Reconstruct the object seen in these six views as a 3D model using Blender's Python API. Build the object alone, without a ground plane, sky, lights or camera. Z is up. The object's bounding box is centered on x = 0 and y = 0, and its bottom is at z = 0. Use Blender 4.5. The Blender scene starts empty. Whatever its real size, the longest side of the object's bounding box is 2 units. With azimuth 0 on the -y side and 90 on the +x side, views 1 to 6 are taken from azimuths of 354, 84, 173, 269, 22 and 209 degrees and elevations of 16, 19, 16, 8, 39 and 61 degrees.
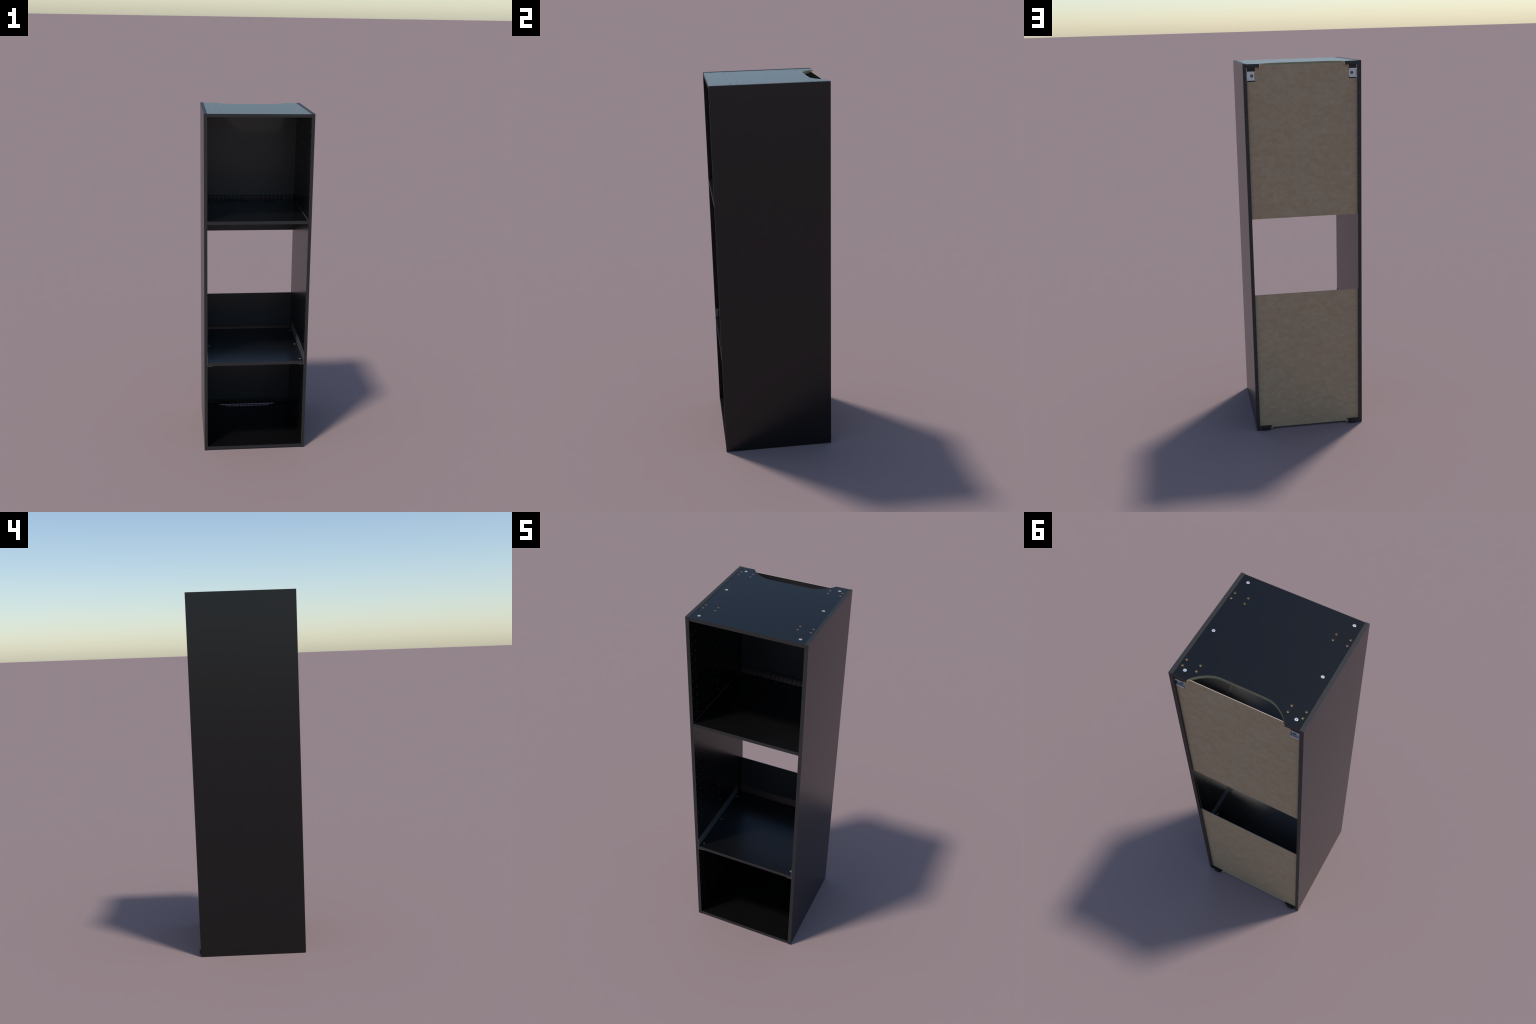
"""Tall black open kitchen cabinet carcass: two drilled side panels, top and
bottom panels with a scooped rear edge, two shelves, two hardboard backs,
ventilation grilles, suspension hooks, shelf brackets, screws and nails."""
import bpy, bmesh, math
from mathutils import Vector, Matrix

# ------------------------------------------------------------------ sizes (m)
HEIGHT = 2.0
HALF_W = 0.3001            # outer half width
T = 0.0184                 # board thickness
INNER = HALF_W - T         # inner half width
FRONT, REAR = -0.2988, 0.2895
BACK_IN, BACK_OUT = 0.2765, 0.2798      # hardboard back, inner and outer face
TOP_Z = (1.981, 1.9989)
BOTTOM_Z = (0.003, 0.021)
SHELF_Z = (1.3908, 1.4094)
LOW_SHELF_Z = (0.5450, 0.5640)


# ------------------------------------------------------------------ materials
def new_material(name):
    m = bpy.data.materials.new(name)
    m.use_nodes = True
    nt = m.node_tree
    return m, nt, nt.nodes["Principled BSDF"]


def node(nt, kind, **kw):
    n = nt.nodes.new(kind)
    for k, v in kw.items():
        if k in n.inputs:
            n.inputs[k].default_value = v
        else:
            setattr(n, k, v)
    return n


def noise_on(nt, scale_xyz, scale, detail=4.0, rough=0.6):
    tc = node(nt, "ShaderNodeTexCoord")
    mp = node(nt, "ShaderNodeMapping")
    mp.inputs["Scale"].default_value = scale_xyz
    nt.links.new(tc.outputs["Object"], mp.inputs["Vector"])
    nz = node(nt, "ShaderNodeTexNoise", Scale=scale, Detail=detail, Roughness=rough)
    nt.links.new(mp.outputs["Vector"], nz.inputs["Vector"])
    return nz


def ramp_on(nt, src, stops):
    r = node(nt, "ShaderNodeValToRGB")
    el = r.color_ramp.elements
    while len(el) < len(stops):
        el.new(0.5)
    for e, (p, c) in zip(el, stops):
        e.position = p
        e.color = (*c, 1)
    nt.links.new(src, r.inputs["Fac"])
    return r


def rough_range(nt, bsdf, src, lo, hi):
    mr = node(nt, "ShaderNodeMapRange")
    mr.inputs["To Min"].default_value = lo
    mr.inputs["To Max"].default_value = hi
    nt.links.new(src, mr.inputs["Value"])
    nt.links.new(mr.outputs["Result"], bsdf.inputs["Roughness"])


def black_foil(name, grain, tone=1.0, rough=0.258):
    m, nt, b = new_material(name)
    nz = noise_on(nt, grain, 60.0, 5.0)
    r = ramp_on(nt, nz.outputs["Fac"], [(0.3, (0.0040 * tone, 0.0040 * tone, 0.0041 * tone)),
                                        (0.7, (0.0060 * tone, 0.0058 * tone, 0.0058 * tone))])
    nt.links.new(r.outputs["Color"], b.inputs["Base Color"])
    rough_range(nt, b, nz.outputs["Fac"], rough - 0.012, rough + 0.012)
    return m


def simple(name, color, rough, metal=0.0, var=0.15, scale=150.0, spec=0.5):
    m, nt, b = new_material(name)
    nz = noise_on(nt, (1, 1, 1), scale, 3.0)
    lo = tuple(c * (1 - var) for c in color)
    hi = tuple(c * (1 + var) for c in color)
    r = ramp_on(nt, nz.outputs["Fac"], [(0.3, lo), (0.7, hi)])
    nt.links.new(r.outputs["Color"], b.inputs["Base Color"])
    rough_range(nt, b, nz.outputs["Fac"], max(rough - 0.06, 0.02), min(rough + 0.06, 1))
    b.inputs["Metallic"].default_value = metal
    b.inputs["Specular IOR Level"].default_value = spec
    return m


def hardboard(name):
    """Raw brown fibreboard: soft cloudy mottling plus fine fibre specks."""
    m, nt, b = new_material(name)
    cloud = noise_on(nt, (1.0, 1.0, 1.5), 34.0, 5.0, 0.62)
    warm = noise_on(nt, (1.0, 1.0, 1.2), 9.0, 3.0, 0.5)
    fibre = noise_on(nt, (1.0, 1.0, 2.2), 320.0, 3.0, 0.7)
    c1 = ramp_on(nt, cloud.outputs["Fac"], [(0.30, (0.350, 0.260, 0.162)), (0.52, (0.395, 0.297, 0.190)),
                                            (0.75, (0.440, 0.336, 0.222))])
    c2 = ramp_on(nt, warm.outputs["Fac"], [(0.35, (1.02, 0.97, 0.95)), (0.65, (0.985, 1.0, 0.985))])
    c3 = ramp_on(nt, fibre.outputs["Fac"], [(0.30, (0.86, 0.86, 0.86)), (0.70, (1.10, 1.10, 1.10))])
    m1 = node(nt, "ShaderNodeMix", data_type='RGBA', blend_type='MULTIPLY')
    m1.inputs[0].default_value = 1.0
    nt.links.new(c1.outputs["Color"], m1.inputs[6])
    nt.links.new(c2.outputs["Color"], m1.inputs[7])
    m2 = node(nt, "ShaderNodeMix", data_type='RGBA', blend_type='MULTIPLY')
    m2.inputs[0].default_value = 1.0
    nt.links.new(m1.outputs[2], m2.inputs[6])
    nt.links.new(c3.outputs["Color"], m2.inputs[7])
    nt.links.new(m2.outputs[2], b.inputs["Base Color"])
    b.inputs["Roughness"].default_value = 0.7
    bump = node(nt, "ShaderNodeBump", Strength=0.15, Distance=0.0005)
    nt.links.new(fibre.outputs["Fac"], bump.inputs["Height"])
    nt.links.new(bump.outputs["Normal"], b.inputs["Normal"])
    return m


def particleboard(name):
    """Cut chipboard edge: coarse pale and dark chips."""
    m, nt, b = new_material(name)
    chips = noise_on(nt, (1, 1, 1.6), 190.0, 6.0, 0.75)
    r = ramp_on(nt, chips.outputs["Fac"], [(0.30, (0.30, 0.225, 0.115)), (0.50, (0.50, 0.385, 0.215)),
                                           (0.72, (0.68, 0.54, 0.33))])
    nt.links.new(r.outputs["Color"], b.inputs["Base Color"])
    b.inputs["Roughness"].default_value = 0.85
    bump = node(nt, "ShaderNodeBump", Strength=0.5, Distance=0.001)
    nt.links.new(chips.outputs["Fac"], bump.inputs["Height"])
    nt.links.new(bump.outputs["Normal"], b.inputs["Normal"])
    return m


FOIL_V = black_foil("black_foil_upright", (6.0, 6.0, 0.25))
FOIL_H = black_foil("black_foil_flat", (0.25, 6.0, 6.0), 0.75, 0.255)
LACQUER = black_foil("black_lacquered_hardboard", (3.0, 3.0, 3.0), 3.6, 0.33)
EDGE = simple("black_edge_band", (0.0262, 0.0246, 0.0240), 0.55, var=0.06, scale=60, spec=0.42)
CHIP = particleboard("particleboard_edge")
HOLE = simple("drilled_wood", (0.42, 0.30, 0.185), 0.85, var=0.25)
PIN = simple("drilled_pin_hole", (0.21, 0.145, 0.085), 0.85, var=0.25)
HARD = hardboard("brown_hardboard")
TAN = simple("hardboard_cut_edge", (0.50, 0.40, 0.29), 0.7, var=0.1)
PLASTIC = simple("black_plastic", (0.010, 0.010, 0.0105), 0.42, var=0.2)
ZINC = simple("zinc_plated_steel", (0.62, 0.64, 0.68), 0.38, metal=0.85, var=0.06)
BOLT = simple("dark_steel", (0.13, 0.13, 0.15), 0.45, metal=0.7, var=0.1)
STEEL = simple("grey_coated_steel", (0.19, 0.20, 0.205), 0.42, metal=0.55, var=0.05)
PEG = simple("dull_zinc_screw", (0.19, 0.205, 0.225), 0.45, metal=0.6, var=0.05)
SCREW = simple("bright_zinc_screw", (0.66, 0.68, 0.72), 0.40, metal=0.45, var=0.05)


# ------------------------------------------------------------------ geometry
def finish(bm, name, mats, parent, smooth_deg=None):
    bmesh.ops.remove_doubles(bm, verts=bm.verts, dist=1e-6)
    bmesh.ops.recalc_face_normals(bm, faces=bm.faces)
    me = bpy.data.meshes.new(name)
    bm.to_mesh(me)
    bm.free()
    for m in mats:
        me.materials.append(m)
    if smooth_deg:
        me.shade_smooth()
        me.set_sharp_from_angle(angle=math.radians(smooth_deg))
    ob = bpy.data.objects.new(name, me)
    bpy.context.scene.collection.objects.link(ob)
    ob.parent = parent
    return ob


def circle(cu, cv, r, n=12):
    return [(cu + r * math.cos(2 * math.pi * i / n), cv + r * math.sin(2 * math.pi * i / n)) for i in range(n)]


def rounded(u0, v0, u1, v1, r, n=4):
    pts = []
    for cu, cv, a0 in ((u1 - r, v1 - r, 0), (u0 + r, v1 - r, 90), (u0 + r, v0 + r, 180), (u1 - r, v0 + r, 270)):
        for i in range(n + 1):
            a = math.radians(a0 + 90 * i / n)
            pts.append((cu + r * math.cos(a), cv + r * math.sin(a)))
    return pts


def plate(bm, outline, w0, w1, place, blind=(), through=(), mat_faces=(0, 0), mat_side=0, mat_hole=0):
    """Board with outline in (u, v) and thickness from w0 to w1.
    blind: (loop, depth) pockets sunk into the w1 face; through: loops cut right through.
    mat_faces: material of the w0 and w1 face; mat_side(u, v, nu, nv) or an index."""
    def ring(loop, w):
        vs = [bm.verts.new(place(u, v, w)) for u, v in loop]
        es = [bm.edges.new((vs[i], vs[(i + 1) % len(vs)])) for i in range(len(vs))]
        return vs, es

    def wall(a, b, mat):
        n = len(a)
        for i in range(n):
            j = (i + 1) % n
            f = bm.faces.new((a[i], a[j], b[j], b[i]))
            f.material_index = mat(i) if callable(mat) else mat

    def cap(edges, mat):
        res = bmesh.ops.triangle_fill(bm, use_beauty=True, use_dissolve=False, edges=edges)
        for g in res["geom"]:
            if isinstance(g, bmesh.types.BMFace):
                g.material_index = mat

    v0, e0 = ring(outline, w0)
    v1, e1 = ring(outline, w1)

    def side_mat(i):
        if not callable(mat_side):
            return mat_side
        (ua, va), (ub, vb) = outline[i], outline[(i + 1) % len(outline)]
        return mat_side((ua + ub) / 2, (va + vb) / 2)
    for loop in through:
        a, ea = ring(loop, w0)
        b, eb = ring(loop, w1)
        e0 += ea
        e1 += eb
        wall(a, b, mat_hole)
    for loop, depth in blind:
        d = depth if w1 > w0 else -depth
        a, ea = ring(loop, w1)
        b, eb = ring(loop, w1 - d)
        e1 += ea
        wall(a, b, mat_hole)
        f = bm.faces.new(b)
        f.material_index = mat_hole
    cap(e0, mat_faces[0])
    cap(e1, mat_faces[1])
    wall(v0, v1, side_mat)


def box(bm, lo, hi, mat=0, bevel=0.0):
    r = bmesh.ops.create_cube(bm, size=1.0)
    for v in r["verts"]:
        v.co = Vector([lo[i] + (v.co[i] + 0.5) * (hi[i] - lo[i]) for i in range(3)])
    faces = {f for v in r["verts"] for f in v.link_faces}
    for f in faces:
        f.material_index = mat
    if bevel:
        edges = list({e for f in faces for e in f.edges})
        bmesh.ops.bevel(bm, geom=edges, offset=bevel, segments=2, affect='EDGES', profile=0.6)


def lathe(bm, profile, place, n=20, mat=0):
    """Turn (radius, height) points round an axis; place(x, y, h) maps into the scene."""
    rings = []
    for r, h in profile:
        if r < 1e-7:
            rings.append([bm.verts.new(place(0, 0, h))])
        else:
            rings.append([bm.verts.new(place(r * math.cos(2 * math.pi * i / n), r * math.sin(2 * math.pi * i / n), h))
                          for i in range(n)])
    for a, b in zip(rings, rings[1:]):
        for i in range(n):
            j = (i + 1) % n
            loop = [a[i % len(a)], a[j % len(a)], b[j % len(b)], b[i % len(b)]]
            loop = list(dict.fromkeys(loop))
            if len(loop) > 2:
                bm.faces.new(loop).material_index = mat


def repeat(src, name, matrix, parent):
    ob = src.copy()          # shares the mesh data
    ob.name = name
    ob.parent = parent
    ob.matrix_local = matrix
    bpy.context.scene.collection.objects.link(ob)
    return ob


# ------------------------------------------------------------------ the cabinet
cabinet = bpy.data.objects.new("kitchen_cabinet", None)
bpy.context.scene.collection.objects.link(cabinet)
cabinet["label"] = "tall narrow black open kitchen cabinet frame with shelves"
cabinet["category"] = "kitchen cabinet"

# -- side panels: rows of shelf-pin holes every 50 mm and a groove for the back
PIN_ROWS = (-0.2815, -0.2495, -0.0265, 0.1990)
GROOVE = [(BACK_IN, 0.012), (BACK_OUT, 0.012), (BACK_OUT, 1.988), (BACK_IN, 1.988)]
for s in (-1, 1):
    bm = bmesh.new()
    pins = [(circle(y, 0.002 + 0.05 * k, 0.0027, 10), 0.010) for y in PIN_ROWS for k in range(1, 40)
            if abs(0.002 + 0.05 * k - 1.401) > 0.014]
    outline = [(FRONT, 0), (REAR, 0), (REAR, HEIGHT), (FRONT, HEIGHT)]
    plate(bm, outline, s * HALF_W, s * INNER, lambda u, v, w: (w, u, v),
          blind=pins + [(GROOVE, 0.006)], mat_faces=(0, 0), mat_side=1, mat_hole=2)
    finish(bm, "side_panel", [FOIL_V, EDGE, PIN], cabinet)

# -- rear scoop shared by the top and bottom panels (half outline, from the tab inwards)
SCOOP = [(0.2170, REAR), (0.2130, 0.2822), (0.2075, 0.2745), (0.1980, 0.2640), (0.1865, 0.2525),
         (0.1740, 0.2430), (0.1600, 0.2338), (0.1460, 0.2265), (0.1320, 0.2212), (0.1180, 0.2180),
         (0.1020, 0.2166), (0.0500, 0.2163)]


def scooped_outline(front):
    right = SCOOP
    left = [(-x, y) for x, y in reversed(SCOOP)]
    return [(-INNER, front), (INNER, front), (INNER, REAR - 0.0004)] + \
        [(x, min(y, REAR - 0.0004)) for x, y in right + left] + [(-INNER, REAR - 0.0004)]


def scoop_edge_material(u, v):
    return 2 if (abs(u) < 0.2172 and v > 0) else 1


TOP_SCREWS = [(x, y) for x in (-0.2478, 0.2478) for y in (-0.2622, 0.0262, 0.2500)]
DRILL = [(sx * x, y) for sx in (-1, 1) for x in (0.2038, 0.2677)
         for y in (-0.1883, -0.1560, 0.2017, 0.2336)]

bm = bmesh.new()
plate(bm, scooped_outline(FRONT + 0.0015), TOP_Z[0], TOP_Z[1], lambda u, v, w: (u, v, w),
      blind=[(circle(x, y, 0.0056, 16), 0.0065) for x, y in DRILL] +
            [(circle(x, y, 0.0078, 16), 0.0028) for x, y in TOP_SCREWS],
      mat_side=scoop_edge_material, mat_hole=3)
top_panel = finish(bm, "top_panel", [FOIL_H, EDGE, CHIP, HOLE], cabinet)

bm = bmesh.new()
plate(bm, scooped_outline(FRONT + 0.0008), BOTTOM_Z[1], BOTTOM_Z[0], lambda u, v, w: (u, v, w),
      blind=[(circle(x, y, 0.0050, 16), 0.010) for x, y in DRILL],
      mat_side=scoop_edge_material, mat_hole=3)
bottom_panel = finish(bm, "bottom_panel", [FOIL_H, EDGE, CHIP, HOLE], cabinet)

# countersunk connecting screws in the top panel
bm = bmesh.new()
lathe(bm, [(0.0076, -0.0014), (0.0076, -0.0003), (0.0072, 0.0000), (0.0025, 0.0000), (0.0021, -0.0003),
           (0.0019, -0.0012), (0.0, -0.0012)], lambda x, y, h: (x, y, h), 24)
screw_src = finish(bm, "screw", [SCREW, BOLT], top_panel, 40)
for f in screw_src.data.polygons:
    if math.hypot(f.center.x, f.center.y) < 0.0021:
        f.material_index = 1
for i, (x, y) in enumerate(TOP_SCREWS):
    m = Matrix.Translation((x, y, TOP_Z[1] - 0.0012))
    if i == 0:
        screw_src.matrix_local = m
    else:
        repeat(screw_src, "screw", m, top_panel)

# -- fixed middle shelf, with its raw ends showing as a thin pale line at the walls
bm = bmesh.new()
box(bm, (-INNER + 0.0006, FRONT + 0.0006, SHELF_Z[0]), (INNER - 0.0006, 0.2420, SHELF_Z[1]), 0)
bm.faces.ensure_lookup_table()
for f in bm.faces:
    f.normal_update()
    if f.normal.y < -0.5:
        f.material_index = 1
    elif f.normal.y > 0.5:
        f.material_index = 1
for s in (-1, 1):
    x0, x1 = sorted((s * (INNER - 0.0014), s * INNER))
    box(bm, (x0, FRONT + 0.004, SHELF_Z[1] - 0.001), (x1, 0.2050, SHELF_Z[1] + 0.0003), 2)
shelf = finish(bm, "shelf", [FOIL_H, EDGE, PIN], cabinet)

# -- lower loose shelf on steel angle brackets
bm = bmesh.new()
box(bm, (-0.2793, FRONT + 0.0004, LOW_SHELF_Z[0]), (0.2793, 0.2360, LOW_SHELF_Z[1]), 0)
for f in bm.faces:
    f.normal_update()
    if f.normal.y < -0.5:
        f.material_index = 1
    elif f.normal.y > 0.5:
        f.material_index = 1
    elif abs(f.normal.x) > 0.5:
        f.material_index = 2
low_shelf = finish(bm, "shelf", [FOIL_H, EDGE, CHIP], cabinet)

BR_TOP, BR_BOT, BR_END = 0.6155, 0.5428, 0.2095
PEGS_Y = (-0.2665, -0.0425, 0.1793)
for s in (-1, 1):
    bm = bmesh.new()
    slots = []
    for y in (-0.2790, -0.0590, -0.0250, 0.1940):
        slots.append(rounded(y - 0.0024, BR_BOT + 0.020, y + 0.0024, BR_TOP - 0.008, 0.0014, 2))
    plate(bm, [(FRONT + 0.0005, BR_BOT), (BR_END, BR_BOT), (BR_END, BR_TOP), (FRONT + 0.0005, BR_TOP)],
          s * (INNER - 0.0001), s * (INNER - 0.0018), lambda u, v, w: (w, u, v), through=slots)
    x0, x1 = sorted((s * 0.2535, s * (INNER - 0.0017)))
    box(bm, (x0, FRONT + 0.0002, BR_BOT - 0.0002), (x1, BR_END, LOW_SHELF_Z[0] - 0.0002), 0)
    bracket = finish(bm, "shelf_bracket", [STEEL], cabinet)
    for y in PEGS_Y:
        if s == -1 and y == PEGS_Y[0]:
            bm = bmesh.new()
            lathe(bm, [(0.0056, 0.0), (0.0056, 0.0010), (0.0046, 0.0024), (0.0026, 0.0031), (0.0, 0.0032)],
                  lambda x, yy, h: (x, yy, h), 18)
            peg_src = finish(bm, "bracket_screw", [PEG], bracket, 50)
            peg_src.matrix_local = Matrix.Translation((s * 0.2643, y, LOW_SHELF_Z[1]))
        else:
            repeat(peg_src, "bracket_screw", Matrix.Translation((s * 0.2643, y, LOW_SHELF_Z[1])), bracket)

# -- hardboard backs: black lacquer inside, raw brown outside
TONGUE = 0.2085            # half width of the part that rises behind the scoop
NOTCH_X, NOTCH_Z = 0.2385, 1.9120
EDGE_X = INNER + 0.0045
upper = [(-EDGE_X, 1.2085), (EDGE_X, 1.2085), (EDGE_X, NOTCH_Z), (NOTCH_X, NOTCH_Z), (NOTCH_X, 1.9806),
         (TONGUE, 1.9806), (TONGUE, 1.9915), (-TONGUE, 1.9915), (-TONGUE, 1.9806), (-NOTCH_X, 1.9806),
         (-NOTCH_X, NOTCH_Z), (-EDGE_X, NOTCH_Z)]
lower = [(-TONGUE, 0.0088), (TONGUE, 0.0088), (TONGUE, 0.0214), (EDGE_X, 0.0214), (EDGE_X, 0.7913),
         (-EDGE_X, 0.7913), (-EDGE_X, 0.0214), (-TONGUE, 0.0214)]
for outline in (upper, lower):
    bm = bmesh.new()
    plate(bm, outline, BACK_IN + 0.0002, BACK_OUT - 0.0002, lambda u, v, w: (u, w, v),
          mat_faces=(1, 0), mat_side=2)
    finish(bm, "back_panel", [HARD, LACQUER, TAN], cabinet)

# -- ventilation grilles behind the fixed shelf and on the bottom panel
GR_Y0, GR_Y1, GR_RISE, GR_T = 0.2378, 0.2752, 0.0240, 0.0012
slope_len = math.hypot(GR_Y1 - GR_Y0, GR_RISE)
dy, dz = (GR_Y1 - GR_Y0) / slope_len, GR_RISE / slope_len
LIM = INNER - 0.0006


def on_slope(u, v, w):
    return (u, GR_Y0 + v * dy - w * dz, v * dz + w * dy)


bm = bmesh.new()
plate(bm, [(-LIM, 0), (LIM, 0), (LIM, slope_len), (-LIM, slope_len)], 0.0, GR_T, on_slope,
      through=[rounded((k + 0.5) * 0.025 - 0.0108, 0.0010, (k + 0.5) * 0.025 + 0.0108, slope_len - 0.0030, 0.0035, 3)
               for k in range(-11, 11)])
plate(bm, [(-LIM, 0.2075), (LIM, 0.2075), (LIM, GR_Y0), (-LIM, GR_Y0)], 0.0, GR_T, lambda u, v, w: (u, v, w),
      through=[rounded((k + 0.5) * 0.05 - 0.0225, 0.2125, (k + 0.5) * 0.05 + 0.0225, 0.2297, 0.002, 2)
               for k in range(-5, 5)])
grille = finish(bm, "vent_grille", [PLASTIC], cabinet)
grille.matrix_local = Matrix.Translation((0, 0, SHELF_Z[1] + 0.0002))
low_grille = repeat(grille, "vent_grille", Matrix.Translation((0, 0, BOTTOM_Z[1] + 0.0002)), cabinet)
bm = bmesh.new()
lathe(bm, [(0.0034, 0.0), (0.0034, 0.0008), (0.0022, 0.0018), (0.0, 0.0020)], lambda x, y, h: (x, y, h), 14)
gs = finish(bm, "grille_screw", [PEG], grille, 50)
gs.matrix_local = Matrix.Translation((-0.2243, 0.2325, GR_T))
repeat(gs, "grille_screw", Matrix.Translation((0.2243, 0.2325, GR_T)), grille)
for x in (-0.2243, 0.2243):
    repeat(gs, "grille_screw", Matrix.Translation((x, 0.2325, GR_T)), low_grille)

# -- suspension hooks in the notched upper corners of the back
for s in (-1, 1):
    xa, xb = sorted((s * 0.2400, s * (INNER - 0.0008)))
    bm = bmesh.new()
    box(bm, (xa, 0.2700, 1.9185), (xb, 0.2745, 1.9620), 0)
    box(bm, (xa, 0.2701, 1.9556), (xb, 0.2832, 1.9626), 0, 0.0008)
    box(bm, (xa, 0.2701, 1.9180), (xb, 0.2832, 1.9250), 0, 0.0008)
    hook = finish(bm, "suspension_hook", [ZINC], cabinet)
    bm = bmesh.new()
    lathe(bm, [(0.0078, 0.2740), (0.0078, 0.2780), (0.0070, 0.2788), (0.0030, 0.2788), (0.0030, 0.2765),
               (0.0, 0.2765)], lambda x, y, h: (s * 0.2546 + x, h, 1.9404 + y), 20)
    finish(bm, "bolt", [BOLT], hook, 40)
    bm = bmesh.new()
    xa, xb = sorted((s * 0.2300, s * (INNER - 0.0035)))
    box(bm, (xa, 0.2640, 1.9040), (xb, 0.2695, 1.9805), 0, 0.0010)
    finish(bm, "hook_housing", [PLASTIC], cabinet)

# -- plastic foot plates under the rear corners
for s in (-1, 1):
    bm = bmesh.new()
    box(bm, (s * 0.2480 - 0.0130, REAR - 0.0003, 0.0035), (s * 0.2480 + 0.0130, 0.2988, 0.0245), 0, 0.002)
    box(bm, (s * 0.2480 - 0.0200, 0.2000, 0.0012), (s * 0.2480 + 0.0200, 0.2940, 0.0030), 0)
    foot = finish(bm, "foot_plate", [PLASTIC], cabinet)
    bm = bmesh.new()
    lathe(bm, [(0.0016, 0.2975), (0.0016, 0.2979), (0.0, 0.29795)], lambda x, y, h: (s * 0.2480 + x, h, 0.0105 + y), 10)
    finish(bm, "foot_screw", [SCREW], foot)

# -- small nail heads down both rear edges
nail_src = None
for s in (-1, 1):
    for k in range(18):
        if 7 <= k <= 10:
            continue
        m = Matrix.Translation((s * 0.2906, REAR, 1.9508 - 0.1117 * k))
        if nail_src is None:
            bm = bmesh.new()
            lathe(bm, [(0.0017, -0.0002), (0.0017, 0.0003), (0.0, 0.0006)], lambda x, y, h: (x, h, y), 10)
            nail_src = finish(bm, "nail", [PEG], cabinet)
            nail_src.matrix_local = m
        else:
            repeat(nail_src, "nail", m, cabinet)
